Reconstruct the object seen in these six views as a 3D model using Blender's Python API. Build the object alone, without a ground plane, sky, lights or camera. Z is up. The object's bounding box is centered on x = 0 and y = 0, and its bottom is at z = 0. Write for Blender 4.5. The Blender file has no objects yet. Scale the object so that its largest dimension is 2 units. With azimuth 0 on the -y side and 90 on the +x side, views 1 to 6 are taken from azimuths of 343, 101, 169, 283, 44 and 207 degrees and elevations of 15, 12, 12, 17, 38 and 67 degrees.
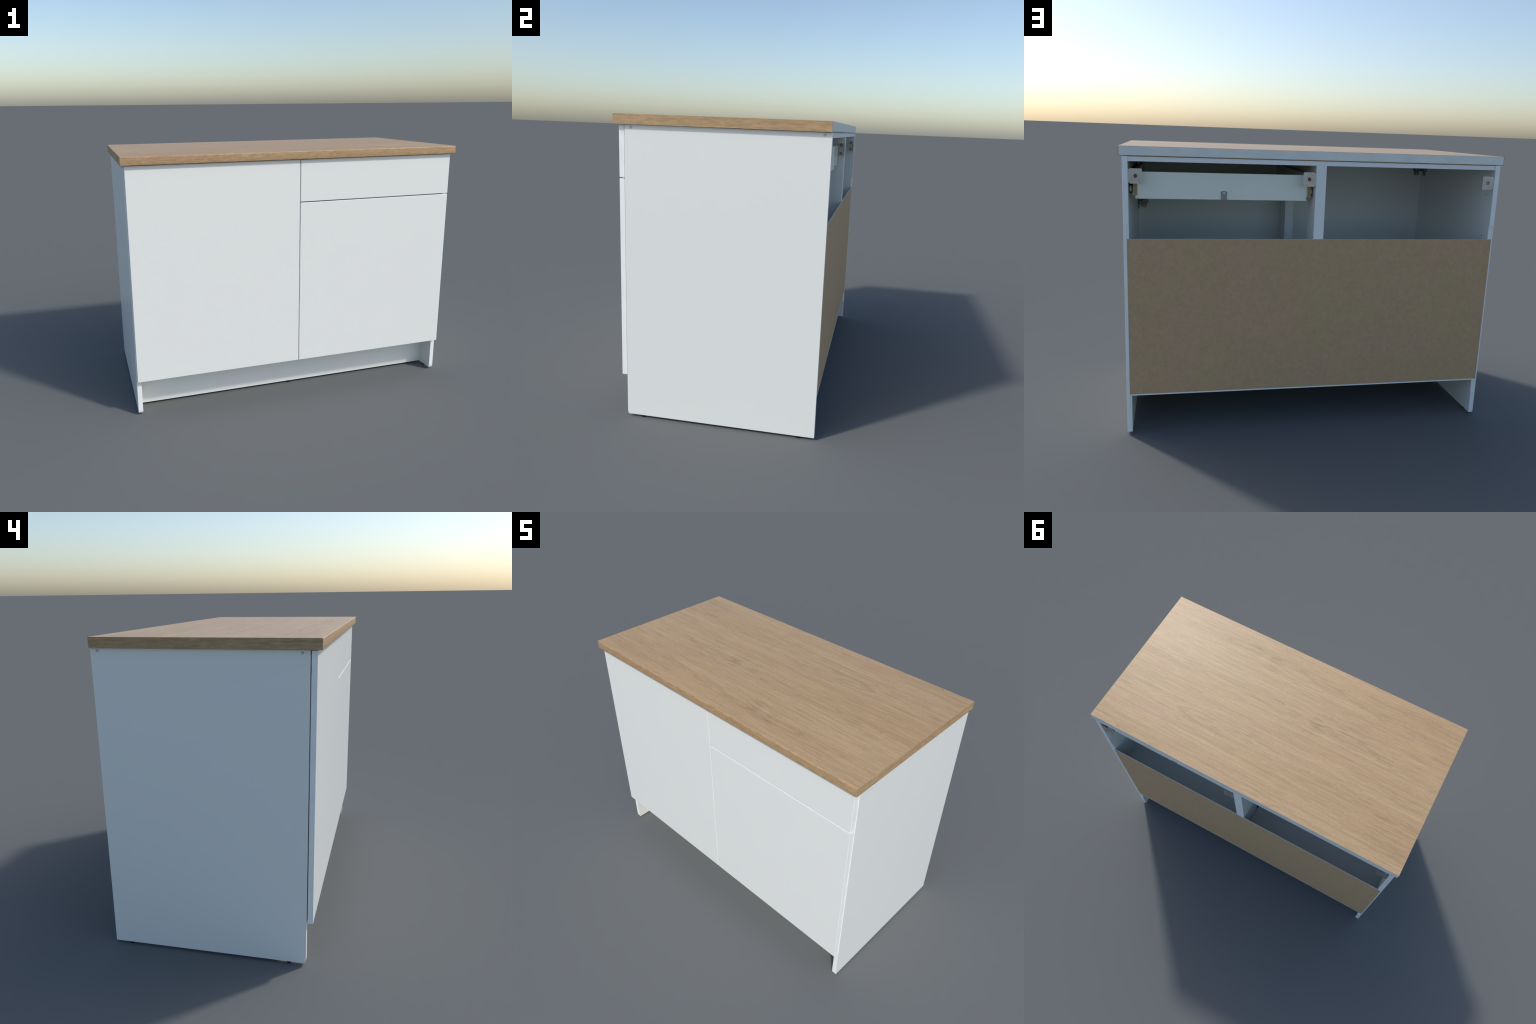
import bpy, bmesh, math
from mathutils import Vector, Matrix

# ------------------------------------------------------------------ frame
# Kitchen base cabinet: x = width (front is -y), z up, metres.
HALF_W = 0.9835          # outer face of the side panels
BOARD = 0.0265           # chipboard thickness
IN_W = HALF_W - BOARD    # inner face of the side panels
FRONT, BACK = -0.450, 0.500
FLOOR_GAP = 0.0100       # panels stand on glides
TOP_Z, SLAB_Z0 = 1.4907, 1.4445
CARCASS_TOP = 1.4432
RAIL_Z0 = 1.4188
RAIL_Y1 = 0.4942          # rear rail and post stand slightly behind the back edges
BOTTOM_Z0, BOTTOM_Z1 = 0.2134, 0.2398
SHELF_TOP = 0.8214
STUD_DEPTH = 0.164       # rails and posts are 100 mm strips
POST_X0, POST_X1 = -0.0245, 0.0285
REBATE_Y = 0.4953        # back panel sits in a rebate
REBATE_Z0, REBATE_Z1 = 0.1410, 1.1160
DOOR_Y0, DOOR_Y1 = -0.4790, -0.4540
DOOR_Z0, FRONT_Z1 = 0.2185, 1.4410
SPLIT_Z0, SPLIT_Z1 = 1.1955, 1.2015

# ------------------------------------------------------------------ node helpers
class Nodes:
    def __init__(self, name):
        self.mat = bpy.data.materials.new(name)
        self.mat.use_nodes = True
        self.t = self.mat.node_tree
        self.t.nodes.clear()
        self.out = self.t.nodes.new("ShaderNodeOutputMaterial")
        self.bsdf = self.t.nodes.new("ShaderNodeBsdfPrincipled")
        self.t.links.new(self.bsdf.outputs[0], self.out.inputs[0])
        self.co = self.t.nodes.new("ShaderNodeTexCoord").outputs["Object"]

    def put(self, sock, v):
        if hasattr(v, "is_output"):
            self.t.links.new(v, sock)
        else:
            sock.default_value = v

    def math(self, op, a, b=0.0, c=None, clamp=False):
        n = self.t.nodes.new("ShaderNodeMath")
        n.operation = op
        n.use_clamp = clamp
        self.put(n.inputs[0], a)
        self.put(n.inputs[1], b)
        if c is not None:
            self.put(n.inputs[2], c)
        return n.outputs[0]

    def split(self, v):
        n = self.t.nodes.new("ShaderNodeSeparateXYZ")
        self.put(n.inputs[0], v)
        return n.outputs

    def join(self, x, y, z=0.0):
        n = self.t.nodes.new("ShaderNodeCombineXYZ")
        for s, v in zip(n.inputs, (x, y, z)):
            self.put(s, v)
        return n.outputs[0]

    def noise(self, vec, scale=1.0, detail=3.0, rough=0.5, dist=0.0, seed=None):
        n = self.t.nodes.new("ShaderNodeTexNoise")
        if seed is not None:
            n.noise_dimensions = "4D"
            n.inputs["W"].default_value = seed
        self.put(n.inputs["Vector"], vec)
        n.inputs["Scale"].default_value = scale
        n.inputs["Detail"].default_value = detail
        n.inputs["Roughness"].default_value = rough
        n.inputs["Distortion"].default_value = dist
        return n.outputs[0]

    def remap(self, v, a, b, c=0.0, d=1.0, smooth=True):
        n = self.t.nodes.new("ShaderNodeMapRange")
        if smooth:
            n.interpolation_type = "SMOOTHSTEP"
        self.put(n.inputs[0], v)
        for i, x in enumerate((a, b, c, d)):
            n.inputs[i + 1].default_value = x
        return n.outputs[0]

    def mix(self, fac, a, b, mode="MIX"):
        n = self.t.nodes.new("ShaderNodeMix")
        n.data_type = "RGBA"
        n.blend_type = mode
        self.put(n.inputs[0], fac)
        for s, v in ((n.inputs[6], a), (n.inputs[7], b)):
            if isinstance(v, tuple) and len(v) == 3:
                v = (*v, 1.0)
            self.put(s, v)
        return n.outputs[2]

    def gray(self, v):
        n = self.t.nodes.new("ShaderNodeCombineColor")
        for i in range(3):
            self.put(n.inputs[i], v)
        return n.outputs[0]

    def finish(self, color, rough=0.5, metal=0.0, spec=0.5, bump=None, bump_d=0.0005, bump_s=0.2):
        if isinstance(color, tuple) and len(color) == 3:
            color = (*color, 1.0)
        self.put(self.bsdf.inputs["Base Color"], color)
        self.put(self.bsdf.inputs["Roughness"], rough)
        self.put(self.bsdf.inputs["Metallic"], metal)
        self.put(self.bsdf.inputs["Specular IOR Level"], spec)
        if bump is not None:
            n = self.t.nodes.new("ShaderNodeBump")
            n.inputs["Strength"].default_value = bump_s
            n.inputs["Distance"].default_value = bump_d
            self.put(n.inputs["Height"], bump)
            self.t.links.new(n.outputs[0], self.bsdf.inputs["Normal"])
        return self.mat


def painted(name, base, rough=0.45, var=0.025, spec=0.5, scale=6.0, speck=0.0):
    """Foil / melamine surface with a barely uneven tone."""
    N = Nodes(name)
    n = N.noise(N.co, scale, 4.0, 0.55)
    f = N.remap(n, 0.3, 0.7, 1.0 - var, 1.0 + var * 0.5)
    col = N.mix(1.0, base, N.gray(f), "MULTIPLY")
    if speck:
        s = N.noise(N.co, 170.0, 2.0, 0.6)
        s = N.remap(s, 0.35, 0.65, 1.0 - speck, 1.0 + speck * 0.4)
        col = N.mix(1.0, col, N.gray(s), "MULTIPLY")
    return N.finish(col, rough, 0.0, spec)


def oak(name, face):
    """Oak-print laminate. face: 'top' grain along x over (x, y), 'edge' = end strips."""
    N = Nodes(name)
    x, y, z = N.split(N.co)
    if face != "edge":
        u, v = x, N.math("SUBTRACT", y, z)
        v = N.math("ADD", v, TOP_Z)
    else:
        u, v = N.math("ADD", y, N.math("MULTIPLY", x, 3.0)), N.math("MULTIPLY", z, 1.0)
    k = 0.55 if face == "edge" else 1.0
    # slow wander of the fibres, stronger in the figured middle of each print strip
    if face != "edge":
        strip = N.math("SUBTRACT", v, -0.0815)
        strip = N.math("ABSOLUTE", N.math("SUBTRACT", N.math("PINGPONG", N.math("ADD", strip, 0.1425), 0.1425), 0.1425))
        figured = N.remap(strip, 0.025, 0.085, 1.0, 0.0)   # 1 in the cathedral rows
    else:
        figured = 0.5
    w1 = N.noise(N.join(N.math("MULTIPLY", u, 1.3), N.math("MULTIPLY", v, 5.0)), 1.0, 2.0, 0.5, seed=3.1)
    w2 = N.noise(N.join(N.math("MULTIPLY", u, 6.0), N.math("MULTIPLY", v, 22.0)), 1.0, 2.0, 0.5, seed=7.7)
    amp = N.math("MULTIPLY_ADD", figured, 0.011, 0.004)
    vw = N.math("ADD", v, N.math("MULTIPLY", N.math("SUBTRACT", w1, 0.5), 0.012))
    vw = N.math("ADD", vw, N.math("MULTIPLY", N.math("SUBTRACT", w2, 0.5), amp))

    if face == "nose":
        vw = N.math("MULTIPLY", vw, 0.6)

    def layer(su, sv, det, seed, rough=0.55):
        return N.noise(N.join(N.math("MULTIPLY", u, su), N.math("MULTIPLY", vw, sv)), 1.0, det, rough, seed=seed)

    bands = layer(0.55 * k, 9.0, 3.0, 1.0)
    streak = layer(1.7 * k, 62.0 * k, 5.0, 2.0, 0.62)
    fine = layer(8.0 * k, 165.0 * k, 3.0, 4.0, 0.65)
    pores = layer(7.0 * k, 140.0 * k, 2.0, 5.0, 0.5)
    if face != "top":                       # edge strips carry a shorter, blotchier print
        streak = layer(9.0, 75.0, 3.0, 2.0, 0.6) if face == "edge" else layer(13.0, 190.0, 3.0, 2.0, 0.6)
        fine = layer(26.0, 150.0, 2.0, 4.0, 0.6)
    patch = layer(1.6 * k, 10.0, 2.0, 6.0)
    tint = layer(1.0 * k, 5.0, 2.0, 9.0)

    if face != "edge":
        light, dark, pink = (0.500, 0.337, 0.178), (0.462, 0.302, 0.152), (0.486, 0.306, 0.172)
    else:
        light, dark, pink = (0.515, 0.350, 0.190), (0.425, 0.274, 0.136), (0.486, 0.310, 0.174)
    col = N.mix(N.remap(bands, 0.34, 0.66), dark, light)
    col = N.mix(N.remap(tint, 0.50, 0.72, 0.0, 0.7), col, pink)
    f = N.remap(streak, 0.32, 0.68, 0.855, 1.105, False)
    fleck = layer(48.0 * k, 170.0 * k, 2.0, 15.0, 0.6)
    f = N.math("MULTIPLY", f, N.remap(fleck, 0.32, 0.68, 0.925, 1.07, False))
    f = N.math("MULTIPLY", f, N.remap(fine, 0.35, 0.65, 0.875, 1.09, False))
    pm = N.math("MULTIPLY", N.remap(pores, 0.55, 0.63), N.remap(patch, 0.42, 0.62))
    if face != "edge":
        pm = N.math("MULTIPLY", pm, N.math("MULTIPLY_ADD", figured, 0.75, 0.35))
    f = N.math("MULTIPLY", f, N.math("SUBTRACT", 1.0, N.math("MULTIPLY", pm, 0.27)))
    if face == "top":
        # arched (cathedral) growth lines: nested parabolas along each figured row
        wob = N.math("MULTIPLY", N.math("SUBTRACT", w2, 0.5), 0.16)
        h = N.math("ADD", N.math("MULTIPLY_ADD", N.math("MULTIPLY", strip, strip), 150.0, u), wob)
        rings = N.noise(N.join(N.math("MULTIPLY", h, 13.0), N.math("MULTIPLY", strip, 3.0)), 1.0, 2.0, 0.5, seed=21.0)
        line = N.math("MULTIPLY", N.remap(rings, 0.53, 0.64), N.remap(strip, 0.05, 0.11, 1.0, 0.0))
        line = N.math("MULTIPLY", line, N.remap(patch, 0.38, 0.60, 0.35, 1.0))
        line = N.math("MULTIPLY", line, N.remap(fine, 0.35, 0.6, 0.35, 1.0))
        f = N.math("MULTIPLY", f, N.math("SUBTRACT", 1.0, N.math("MULTIPLY", line, 0.20)))
    col = N.mix(1.0, col, N.gray(f), "MULTIPLY")
    if face == "nose":
        return N.finish(N.mix(1.0, col, (0.925, 0.905, 0.900), "MULTIPLY"), 0.5, 0.0, 0.4)
    if face == "top":
        # smudged knots of the print, sitting in the figured rows
        knots = ((-0.573, -0.088, 1.0), (-0.066, -0.079, .8), (-0.30, -0.09, .6), (0.478, -0.359, .9),
                 (0.815, -0.359, 1.0), (0.695, -0.366, .6), (0.22, -0.356, .6), (-0.80, -0.328, .8),
                 (-0.64, -0.360, .6), (-0.66, 0.207, .9), (-0.428, 0.211, .8), (-0.279, 0.208, .8),
                 (0.302, 0.219, .7), (0.420, 0.204, .8), (0.98, -0.363, .8))
        total = 0.0
        jag = N.math("MULTIPLY", N.math("SUBTRACT", streak, 0.5), 0.030)
        for kx, ky, s in knots:
            dx = N.math("MULTIPLY", N.math("SUBTRACT", u, kx), 1.0 / 0.062)
            dy = N.math("MULTIPLY", N.math("ADD", N.math("SUBTRACT", y, ky), jag), 1.0 / 0.015)
            d2 = N.math("ADD", N.math("MULTIPLY", dx, dx), N.math("MULTIPLY", dy, dy))
            g = N.math("MULTIPLY", N.remap(d2, 0.0, 1.0, 1.0, 0.0), s)
            total = N.math("ADD", g, total)
        broken = N.remap(N.noise(N.join(N.math("MULTIPLY", u, 22.0), N.math("MULTIPLY", vw, 120.0)), 1.0, 3.0, 0.6, seed=12.0),
                         0.34, 0.62, 0.15, 1.0)
        total = N.math("MULTIPLY", total, broken)
        col = N.mix(N.math("MULTIPLY", total, 0.48, clamp=True), col, (0.330, 0.205, 0.112))
        return N.finish(col, 0.46, 0.0, 0.5, bump=streak, bump_d=0.0004, bump_s=0.06)
    return N.finish(col, 0.5, 0.0, 0.4)


def hardboard():
    N = Nodes("hardboard_brown")
    a = N.noise(N.co, 5.0, 3.0, 0.5)
    b = N.noise(N.co, 45.0, 4.0, 0.6)
    c = N.noise(N.co, 240.0, 2.0, 0.6)
    col = N.mix(N.remap(a, 0.35, 0.65), (0.552, 0.384, 0.210), (0.570, 0.374, 0.224))
    f = N.math("MULTIPLY", N.remap(b, 0.3, 0.7, 0.945, 1.045), N.remap(c, 0.3, 0.7, 0.90, 1.09))
    return N.finish(N.mix(1.0, col, N.gray(f), "MULTIPLY"), 0.75, 0.0, 0.3)


def galvanised(name, base, metal, rough=0.5):
    N = Nodes(name)
    a = N.noise(N.co, 160.0, 3.0, 0.7)
    b = N.noise(N.co, 35.0, 2.0, 0.5)
    f = N.math("MULTIPLY", N.remap(a, 0.3, 0.7, 0.82, 1.08), N.remap(b, 0.3, 0.7, 0.92, 1.05))
    return N.finish(N.mix(1.0, base, N.gray(f), "MULTIPLY"), rough, metal)


M_FACE = painted("white_foil", (0.842, 0.855, 0.816), 0.30, 0.002, 0.5)
M_EDGE = painted("white_edge_band", (0.925, 0.940, 0.920), 0.40, 0.03, 0.5, 14.0, 0.015)
M_CUT = painted("white_chipboard_edge", (0.900, 0.915, 0.905), 0.65, 0.03, 0.3, 30.0, 0.02)
M_BAND = painted("white_worktop_band", (0.830, 0.850, 0.810), 0.55, 0.05, 0.4, 10.0)
M_DRAWER = painted("drawer_white", (0.850, 0.880, 0.780), 0.5, 0.015, 0.4)
M_OAK = oak("oak_print", "top")
M_OAK_NOSE = oak("oak_print_nose", "nose")
M_OAK_END = oak("oak_edge_strip", "edge")
M_BROWN = hardboard()
M_RAW = painted("raw_fibreboard", (0.420, 0.300, 0.160), 0.8, 0.15, 0.2, 60.0)
M_PLATE = galvanised("galvanised_steel", (0.600, 0.575, 0.535), 0.80, 0.40)
M_HINGE = galvanised("nickel_hinge", (0.250, 0.235, 0.215), 0.8, 0.4)
M_NAIL = painted("nail_steel", (0.240, 0.270, 0.350), 0.4, 0.05)
M_BLACK = painted("black_plastic", (0.012, 0.012, 0.013), 0.6, 0.05, 0.3)
M_ROLLER = painted("white_roller", (0.700, 0.710, 0.730), 0.4, 0.02)
M_SCREW = painted("screw_cap_grey", (0.720, 0.725, 0.710), 0.45, 0.03)
M_HOLE = painted("hole_shadow_grey", (0.330, 0.335, 0.340), 0.9, 0.05, 0.1)

# ------------------------------------------------------------------ object helpers
def link(obj, parent=None):
    bpy.context.scene.collection.objects.link(obj)
    obj.parent = parent
    return obj


def from_bm(bm, name, mats, parent, smooth=False):
    bmesh.ops.recalc_face_normals(bm, faces=bm.faces)
    me = bpy.data.meshes.new(name)
    bm.to_mesh(me)
    bm.free()
    for m in mats:
        me.materials.append(m)
    if smooth:
        me.polygons.foreach_set("use_smooth", [True] * len(me.polygons))
        me.set_sharp_from_angle(angle=math.radians(35))
    return link(bpy.data.objects.new(name, me), parent)


def add_box(bm, lo, hi, bevel=0.0):
    ret = bmesh.ops.create_cube(bm, size=1.0)
    vs = ret["verts"]
    lo, hi = Vector(lo), Vector(hi)
    for v in vs:
        v.co = Vector(((lo + hi)[i] / 2 + v.co[i] * (hi - lo)[i] for i in range(3)))
    if bevel > 0:
        es = {e for v in vs for e in v.link_edges}
        bmesh.ops.bevel(bm, geom=list(es), offset=bevel, segments=2, profile=0.5, affect="EDGES")


def add_cylinder(bm, c, r, h, axis="z", seg=20, r2=None):
    ret = bmesh.ops.create_cone(bm, cap_ends=True, segments=seg, radius1=r, radius2=r if r2 is None else r2, depth=h)
    rot = {"z": Matrix(), "x": Matrix.Rotation(math.pi / 2, 4, "Y"), "y": Matrix.Rotation(-math.pi / 2, 4, "X")}[axis]
    bmesh.ops.transform(bm, matrix=Matrix.Translation(c) @ rot, verts=ret["verts"])


def tag_new(bm, before, index):
    for f in bm.faces:
        if f not in before:
            f.material_index = index


def extrude(bm, pts, axis, a, b):
    """Closed 2D outline (in the two other axes, cyclic order) extruded along axis from a to b."""
    def put(p, t):
        return {"x": (t, p[0], p[1]), "y": (p[0], t, p[1]), "z": (p[0], p[1], t)}[axis]
    lo = [bm.verts.new(put(p, a)) for p in pts]
    hi = [bm.verts.new(put(p, b)) for p in pts]
    n = len(pts)
    faces = [bm.faces.new(lo), bm.faces.new(hi)]
    for i in range(n):
        faces.append(bm.faces.new((lo[i], lo[(i + 1) % n], hi[(i + 1) % n], hi[i])))
    return faces


def panel(name, lo, hi, thin, parent, bevel=0.0012, face=M_FACE, edge=M_EDGE):
    """Board: foil on the two big faces, edge banding round the rim."""
    bm = bmesh.new()
    add_box(bm, lo, hi, bevel)
    bm.normal_update()
    for f in bm.faces:
        f.material_index = 0 if abs(f.normal["xyz".index(thin)]) > 0.99 else 1
    return from_bm(bm, name, (face, edge), parent)


def bake(obj, *mods):
    """Apply the object's modifiers into its mesh."""
    dg = bpy.context.evaluated_depsgraph_get()
    me = bpy.data.meshes.new_from_object(obj.evaluated_get(dg))
    obj.modifiers.clear()
    old = obj.data
    obj.data = me
    bpy.data.meshes.remove(old)


def cut(obj, boxes):
    tmp = []
    for lo, hi in boxes:
        bm = bmesh.new()
        add_box(bm, lo, hi)
        c = from_bm(bm, "cutter", (), None)
        m = obj.modifiers.new("cut", "BOOLEAN")
        m.operation, m.solver, m.object = "DIFFERENCE", "EXACT", c
        tmp.append(c)
    bpy.context.view_layer.update()
    bake(obj)
    for c in tmp:
        me = c.data
        bpy.data.objects.remove(c)
        bpy.data.meshes.remove(me)


def repaint(obj, thin):
    for p in obj.data.polygons:
        p.material_index = 0 if abs(p.normal["xyz".index(thin)]) > 0.99 else 1


def arc(cx, cy, rx, ry, a0, a1, n):
    return [(cx + rx * math.cos(math.radians(a0 + (a1 - a0) * i / n)),
             cy + ry * math.sin(math.radians(a0 + (a1 - a0) * i / n))) for i in range(n + 1)]


def copies(first, spots):
    for s in spots:
        o = first.copy()
        link(o, first.parent)
        o.location = s


# ------------------------------------------------------------------ the thing
cabinet = link(bpy.data.objects.new("kitchen_base_cabinet", None))
cabinet["label"] = "white kitchen base cabinet with oak worktop, drawer and doors"
cabinet["category"] = "kitchen cabinet"

# --- worktop: postformed slab, rounded front nose, oak end strips, white band at the back
bm = bmesh.new()
r1, r2 = 0.0055, 0.0042
prof = [(0.4988, SLAB_Z0), (0.4988, TOP_Z)]
prof += arc(-0.5 + r1, TOP_Z - r1, r1, r1, 90, 180, 6)
prof += arc(-0.5 + r2, SLAB_Z0 + r2, r2, r2, 180, 270, 5)
ff = extrude(bm, prof, "x", -0.9993, 0.9993)
for f in ff[:2]:
    f.material_index = 1
bm.normal_update()
for f in ff[2:]:
    c = f.calc_center_median()
    if c.y < -0.4962:
        f.material_index = 2
worktop = from_bm(bm, "worktop", (M_OAK, M_OAK_END, M_OAK_NOSE), cabinet, True)

for sgn in (-1, 1):
    bm = bmesh.new()
    a, b = sorted((sgn * 0.9988, sgn * 1.0))
    ip = [(0.4988, SLAB_Z0 + 0.0004), (0.4988, TOP_Z - 0.0004)]
    ip += arc(-0.4996 + r1, TOP_Z - 0.0004 - r1, r1, r1, 90, 180, 6)
    ip += arc(-0.4996 + r2, SLAB_Z0 + 0.0004 + r2, r2, r2, 180, 270, 5)
    extrude(bm, ip, "x", a, b)
    from_bm(bm, "end_strip", (M_OAK_END,), worktop)
bm = bmesh.new()
add_box(bm, (-0.9975, 0.4975, SLAB_Z0 + 0.0030), (0.9975, 0.5000, TOP_Z - 0.0012), 0.0005)
from_bm(bm, "back_edge_band", (M_BAND,), worktop)

# --- side panels, rebated behind for the back panel, nosed at the toe
def side_panel(sgn, lip):
    bm = bmesh.new()
    toe = arc(FRONT + 0.007, FLOOR_GAP + 0.024, 0.007, 0.024, 180, 270, 6)
    prof = [(FRONT, CARCASS_TOP)] + toe + [(BACK, FLOOR_GAP), (BACK, CARCASS_TOP)]
    a, b = sorted((sgn * IN_W, sgn * HALF_W))
    extrude(bm, prof, "x", a, b)
    o = from_bm(bm, "side_panel", (M_FACE, M_EDGE), cabinet)
    a, b = sorted((sgn * (IN_W - 0.05), sgn * lip))
    cut(o, [((a, REBATE_Y, REBATE_Z0), (b, BACK + 0.05, REBATE_Z1))])
    m = o.modifiers.new("round", "BEVEL")
    m.width, m.segments, m.limit_method, m.angle_limit = 0.0012, 2, "ANGLE", math.radians(50)
    bpy.context.view_layer.update()
    bake(o)
    repaint(o, "x")
    return o


right_side = side_panel(1, 0.9675)
left_side = side_panel(-1, 0.9770)

# connector screws showing near the top corners of the side panels
bm = bmesh.new()
add_cylinder(bm, (0, 0, 0), 0.0044, 0.0020, "x", 24)
old = set(bm.faces)
add_cylinder(bm, (0, 0, 0), 0.0058, 0.0014, "x", 24)                    # dark seam round the head
add_box(bm, (-0.0012, -0.0026, -0.0007), (0.0012, 0.0026, 0.0007))      # cross recess
add_box(bm, (-0.00125, -0.0007, -0.0026), (0.00125, 0.0007, 0.0026))
tag_new(bm, old, 1)
screw = from_bm(bm, "connector_screw", (M_SCREW, M_NAIL), right_side)
screw.location = (HALF_W + 0.0004, -0.4180, 1.4320)
copies(screw, [(HALF_W + 0.0004, 0.4675, 1.4320)])
for y in (-0.4180, 0.4675):
    o = screw.copy()
    link(o, left_side)
    o.location = (-HALF_W - 0.0004, y, 1.4320)

# shelf pin holes: thin discs on the inner faces, painted grey for the hollow's shadow
bm = bmesh.new()
add_cylinder(bm, (0, 0, 0), 0.0042, 0.0008, "x", 16)
hole = from_bm(bm, "pin_hole_shade_disc", (M_HOLE,), right_side)
hole.location = (IN_W - 0.0002, 0.431, 1.052)
copies(hole, [(IN_W - 0.0002, 0.431, z) for z in (0.8955, 0.856, 0.60)])
for z in (1.2823, 1.052, 0.8955, 0.856):
    o = hole.copy()
    link(o, left_side)
    o.location = (-IN_W + 0.0002, 0.431, z)

# --- carcass boards
bottom = panel("bottom_panel", (-IN_W, FRONT, BOTTOM_Z0), (IN_W, 0.4993, BOTTOM_Z1), "z", cabinet)
cut(bottom, [((-1.1, REBATE_Y, 0.2214), (1.1, 0.55, 0.30))])
repaint(bottom, "z")
panel("plinth", (-IN_W, -0.3340, FLOOR_GAP + 0.0015), (IN_W, -0.3340 + BOARD, BOTTOM_Z0), "y", cabinet)
rail_lo, rail_hi = RAIL_Z0, CARCASS_TOP - 0.0008
panel("top_rail", (-IN_W, BACK - STUD_DEPTH, rail_lo), (IN_W, RAIL_Y1, rail_hi), "z", cabinet, 0.0008, M_FACE, M_CUT)
panel("top_rail", (-IN_W, FRONT, rail_lo), (IN_W, FRONT + STUD_DEPTH, rail_hi), "z", cabinet, 0.0008, M_FACE, M_CUT)
panel("divider_post", (POST_X0, BACK - STUD_DEPTH, BOTTOM_Z1), (POST_X1, RAIL_Y1 - 0.0002, RAIL_Z0), "x", cabinet,
      0.0008, M_FACE, M_CUT)
panel("divider_post", (POST_X0, FRONT, BOTTOM_Z1), (POST_X1, FRONT + STUD_DEPTH, RAIL_Z0), "x", cabinet, 0.0008,
      M_FACE, M_CUT)
# board tying the two posts together behind the drawer runner
panel("runner_board", (POST_X0, FRONT + STUD_DEPTH, 1.2280), (POST_X1, BACK - STUD_DEPTH, RAIL_Z0), "x", cabinet, 0.0008)
panel("shelf", (-IN_W + 0.0006, -0.425, SHELF_TOP - BOARD), (POST_X0 - 0.0006, REBATE_Y - 0.004, SHELF_TOP), "z", cabinet)
panel("shelf", (POST_X1 + 0.0006, -0.425, SHELF_TOP - BOARD), (IN_W - 0.0006, REBATE_Y - 0.004, SHELF_TOP), "z", cabinet)

# --- back panel: brown hardboard, white on the inside and the rim, nailed all round
bm = bmesh.new()
add_box(bm, (-0.9765, REBATE_Y + 0.0001, 0.2217), (0.9670, 0.4995, 1.0425), 0.0006)
bm.normal_update()
for f in bm.faces:
    f.material_index = 0 if f.normal.y > 0.9 else 1
back_panel = from_bm(bm, "back_panel", (M_BROWN, M_EDGE), cabinet)

bm = bmesh.new()
add_cylinder(bm, (0, 0, 0), 0.0040, 0.0022, "y", 12, 0.0026)
nail = from_bm(bm, "nail", (M_NAIL,), back_panel, True)
rows = (1.0050, 0.8500, 0.6945, 0.5390, 0.3828)
spots = [(x, 0.4987, z) for z in rows for x in (0.9630, 0.0015, -0.9640)]
spots += [(x, 0.4987, 0.2268) for x in (0.9630, 0.822, 0.6645, 0.508, 0.351, 0.170, 0.0014,
                                       -0.176, -0.353, -0.508, -0.667, -0.820, -0.9640)]
nail.location = spots[0]
copies(nail, spots[1:])

# --- hinges: cup plate on the door, arm, mounting plate on the side panel
def hinge_mesh():
    bm = bmesh.new()
    hw, hh, r = 0.017, 0.042, 0.011
    out = arc(hw - r, -hh + r, r, r, -90, 0, 5) + arc(hw - r, hh - r, r, r, 0, 90, 5)
    out += arc(-hw + r, hh - r, r, r, 90, 180, 5) + arc(-hw + r, -hh + r, r, r, 180, 270, 5)
    extrude(bm, out, "y", DOOR_Y1, DOOR_Y1 + 0.003)                        # cup plate
    add_cylinder(bm, (0.004, DOOR_Y1 + 0.003, 0), 0.024, 0.006, "y", 24)  # cup rim
    old = set(bm.faces)
    for z in (-0.031, 0.031):
        add_cylinder(bm, (0.001, DOOR_Y1 + 0.004, z), 0.0065, 0.003, "y", 14)
    tag_new(bm, old, 1)
    add_box(bm, (-0.020, DOOR_Y1 + 0.006, -0.012), (0.010, DOOR_Y1 + 0.020, 0.012), 0.003)    # knuckle
    add_box(bm, (-0.026, DOOR_Y1 + 0.008, -0.012), (-0.010, DOOR_Y1 + 0.100, 0.012), 0.003)   # arm
    add_box(bm, (-0.0320, DOOR_Y1 + 0.045, -0.040), (-0.026, DOOR_Y1 + 0.075, 0.040), 0.002)  # wall plate
    old = set(bm.faces)
    for z in (-0.030, 0.030):
        add_cylinder(bm, (-0.0255, DOOR_Y1 + 0.060, z), 0.0065, 0.004, "x", 14)
    tag_new(bm, old, 1)
    bmesh.ops.recalc_face_normals(bm, faces=bm.faces)
    me = bpy.data.meshes.new("hinge")
    bm.to_mesh(me)
    bm.free()
    me.materials.append(M_HINGE)
    me.materials.append(M_PLATE)
    return me


hinge = hinge_mesh()

def door(x0, x1, z0, z1, hinge_side):
    d = panel("door", (x0, DOOR_Y0, z0), (x1, DOOR_Y1, z1), "y", cabinet, 0.0014)
    for z in (z1 - 0.084, z0 + 0.105):
        h = link(bpy.data.objects.new("hinge", hinge), d)
        h.location = (hinge_side * (IN_W - 0.0320), 0, z)
        h.scale = (-hinge_side, 1, 1)          # mirrored on the right-hand side
    return d


door(-0.9790, -0.0030, DOOR_Z0, FRONT_Z1, -1)
door(0.0025, 0.9790, DOOR_Z0, SPLIT_Z0, 1)

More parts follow.
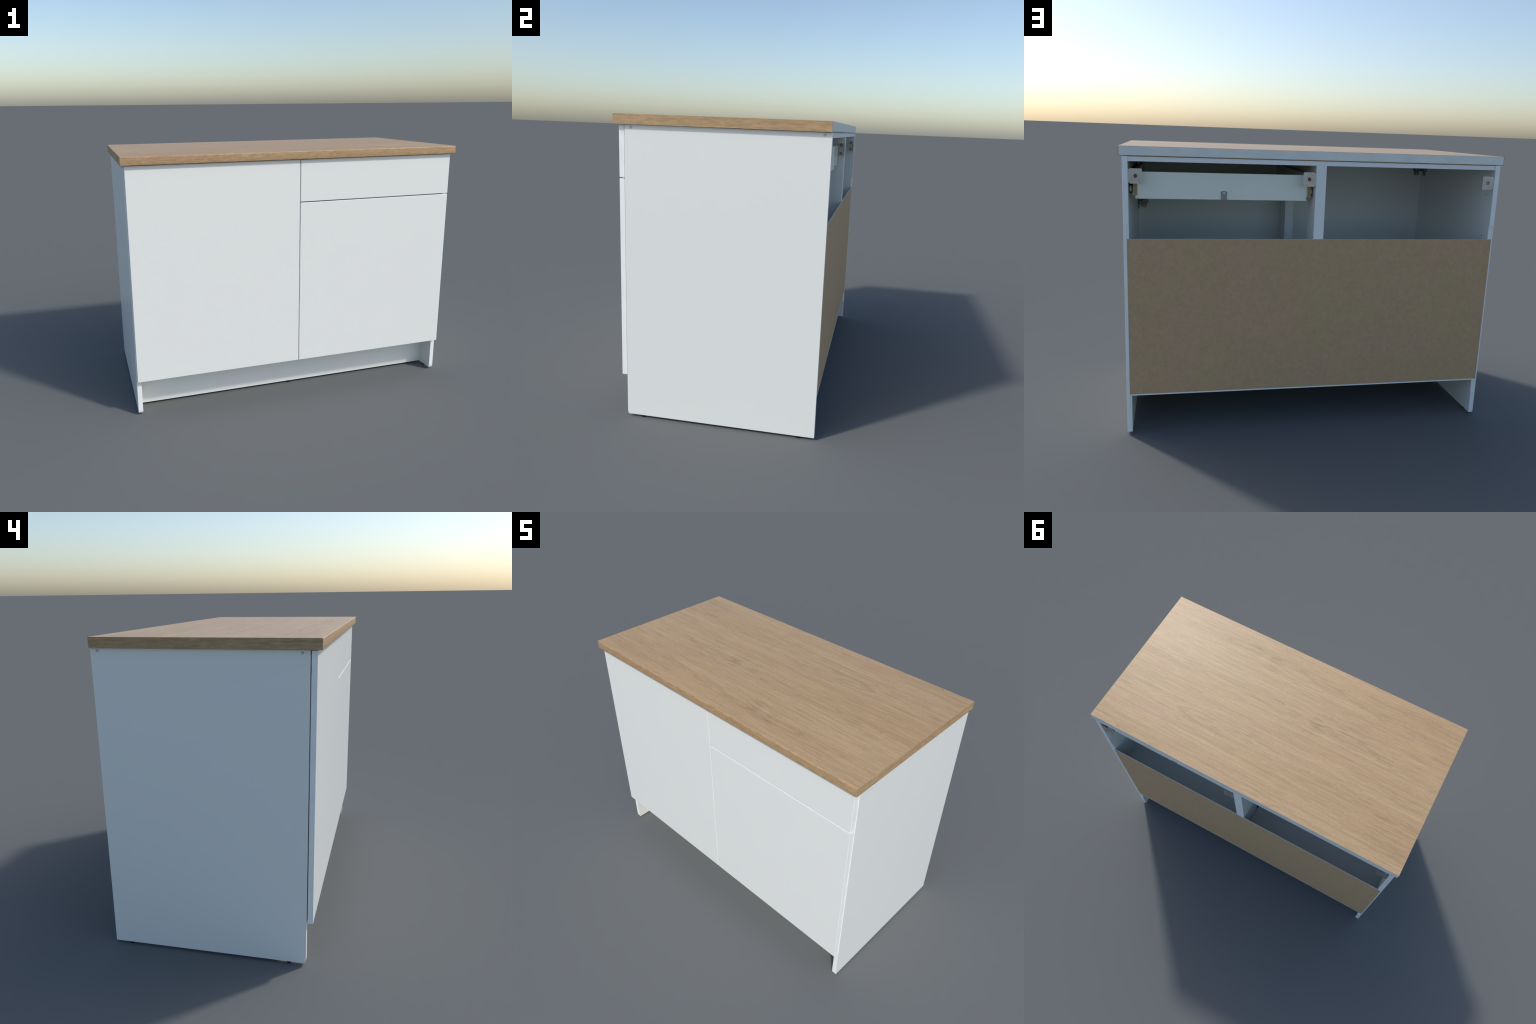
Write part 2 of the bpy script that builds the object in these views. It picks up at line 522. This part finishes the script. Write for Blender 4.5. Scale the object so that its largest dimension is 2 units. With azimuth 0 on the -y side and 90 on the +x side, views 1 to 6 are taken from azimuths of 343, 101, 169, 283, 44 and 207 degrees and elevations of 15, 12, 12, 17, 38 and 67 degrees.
# --- drawer: fibreboard box with raw ends behind, slab front, tab under the back
DX0, DX1, DYB = 0.0435, 0.9365, 0.4570
ST = 0.0205
bm = bmesh.new()
for a in (DX0, DX1 - ST):
    add_box(bm, (a, DOOR_Y1, 1.2530), (a + ST, DYB, 1.3700), 0.0010)
bm.normal_update()
for f in bm.faces:
    f.material_index = 1 if (f.normal.y > 0.9 and f.calc_center_median().y > 0.4) else 0
add_box(bm, (DX0 + ST + 0.0003, 0.4250, 1.2340), (DX1 - ST - 0.0003, 0.4430, 1.3665), 0.0008)
add_box(bm, (DX1 - ST + 0.0001, 0.4252, 1.2341), (0.9265, 0.4428, 1.2526), 0.0006)
add_box(bm, (DX0 + ST + 0.0003, DOOR_Y1, 1.2450), (DX1 - ST - 0.0003, 0.4247, 1.2510))
drawer = from_bm(bm, "drawer", (M_DRAWER, M_RAW), cabinet)
panel("drawer_front", (0.0025, DOOR_Y0, SPLIT_Z1), (0.9790, DOOR_Y1, FRONT_Z1), "y", drawer, 0.0014)

bm = bmesh.new()
tab = [(0.4755, 1.2350)] + [(0.5065, 1.2350)] + arc(0.5065 - 0.008, 1.2780 - 0.008, 0.008, 0.008, 0, 90, 5) \
    + arc(0.4755 + 0.008, 1.2780 - 0.008, 0.008, 0.008, 90, 180, 5)
extrude(bm, tab, "y", 0.4430, 0.4465)
old = set(bm.faces)
add_cylinder(bm, (0.491, 0.4475, 1.2690), 0.0062, 0.0030, "y", 16, 0.0050)
tag_new(bm, old, 1)
from_bm(bm, "bottom_tab", (galvanised("grey_steel_tab", (0.330, 0.325, 0.330), 0.3), M_ROLLER), drawer)

# --- drawer runners with rollers
def runner(sgn, wall, box_face):
    bm = bmesh.new()
    a, b = wall, box_face            # between the cabinet wall and the drawer side
    t = 0.0022
    lo, hi = sorted((a, a - sgn * t))
    add_box(bm, (lo, -0.43, 1.2600), (hi, 0.4300, 1.3040), 0.0006)                       # web on the wall
    lo, hi = sorted((a, a - sgn * 0.0130))
    add_box(bm, (lo, -0.43, 1.2585), (hi, 0.4300, 1.2610), 0.0006)                       # lower flange
    add_box(bm, (lo, -0.43, 1.3030), (hi, 0.4150, 1.3055), 0.0006)                       # upper flange
    o = from_bm(bm, "drawer_runner", (M_HINGE,), cabinet)
    bm = bmesh.new()
    add_cylinder(bm, (a - sgn * 0.0085, 0.4230, 1.2815), 0.0165, 0.0080, "x", 28)
    bmesh.ops.bevel(bm, geom=[e for e in bm.edges if len(e.link_faces) == 2 and
                              abs(e.calc_face_angle(0)) > 1.0], offset=0.0015, segments=2, affect="EDGES")
    from_bm(bm, "roller", (M_ROLLER,), o, True)
    bm = bmesh.new()
    add_cylinder(bm, (a - sgn * 0.0035, 0.4230, 1.2815), 0.0070, 0.0045, "x", 18)
    from_bm(bm, "roller_pin", (M_HINGE,), o, True)
    # the drawer's own rail hooks under its side board
    lo, hi = sorted((box_face + sgn * 0.0001, box_face - sgn * 0.0140))
    bm = bmesh.new()
    add_box(bm, (lo, -0.43, 1.2480), (hi, 0.4480, 1.2505), 0.0006)
    lo, hi = sorted((box_face + sgn * 0.0001, box_face + sgn * 0.0020))
    add_box(bm, (lo, -0.43, 1.2480), (hi, 0.4480, 1.2900), 0.0006)
    from_bm(bm, "drawer_rail", (M_PLATE,), o)


runner(1, IN_W, DX1)
runner(-1, POST_X1, DX0)

# --- angle brackets for wall fixing
def bracket(sgn, wall):
    """Plate facing backward with a hole, leg on the wall board, notched at the bend."""
    z0, z1, t = 1.3125, 1.3855, 0.0030
    w, yb = 0.0665, 0.4965
    bm = bmesh.new()
    X = lambda d: wall - sgn * d
    r = 0.0055
    c = [(0.0, z0 + 0.005), (0.008, z0 + 0.005), (0.008, z0)]
    c += arc(w - r, z0 + r, r, r, -90, 0, 4) + arc(w - r, z1 - r, r, r, 0, 90, 4)
    c += [(0.008, z1), (0.008, z1 - 0.005), (0.0, z1 - 0.005)]
    extrude(bm, [(X(p[0] + 0.0002), p[1]) for p in c], "y", yb - t, yb)
    o = from_bm(bm, "mounting_bracket", (M_PLATE,), cabinet)
    hb = bmesh.new()
    add_cylinder(hb, (X(0.0355), yb, 1.3500), 0.0098, 0.03, "y", 28)
    cutter = from_bm(hb, "cutter", (), None)
    m = o.modifiers.new("hole", "BOOLEAN")
    m.operation, m.solver, m.object = "DIFFERENCE", "EXACT", cutter
    bpy.context.view_layer.update()
    bake(o)
    me = cutter.data
    bpy.data.objects.remove(cutter)
    bpy.data.meshes.remove(me)
    # leg on the wall, with screws
    bm = bmesh.new()
    lo, hi = sorted((X(0.0002), X(0.0002 + t)))
    add_box(bm, (lo, 0.4500, z0 + 0.001), (hi, yb - t, z1 - 0.001), 0.0008)
    old = set(bm.faces)
    for z in (z0 + 0.013, z1 - 0.013):
        add_cylinder(bm, (X(0.0040), 0.4720, z), 0.0085, 0.0030, "x", 18)
    tag_new(bm, old, 1)
    from_bm(bm, "bracket_leg", (M_PLATE, M_HINGE), o)


bracket(1, IN_W)
bracket(-1, POST_X1)
bracket(-1, -IN_W)

# --- glides
bm = bmesh.new()
add_cylinder(bm, (0, 0, 0.0025), 0.0105, 0.0050, "z", 24, 0.0118)
add_cylinder(bm, (0, 0, 0.0085), 0.0095, 0.0070, "z", 24)
foot = from_bm(bm, "glide_foot", (M_BLACK,), cabinet, True)
foot.location = (0.9702, -0.370, 0)
copies(foot, [(0.9702, 0.4215, 0), (-0.9702, -0.370, 0), (-0.9702, 0.4215, 0), (-0.0095, -0.3210, 0)])
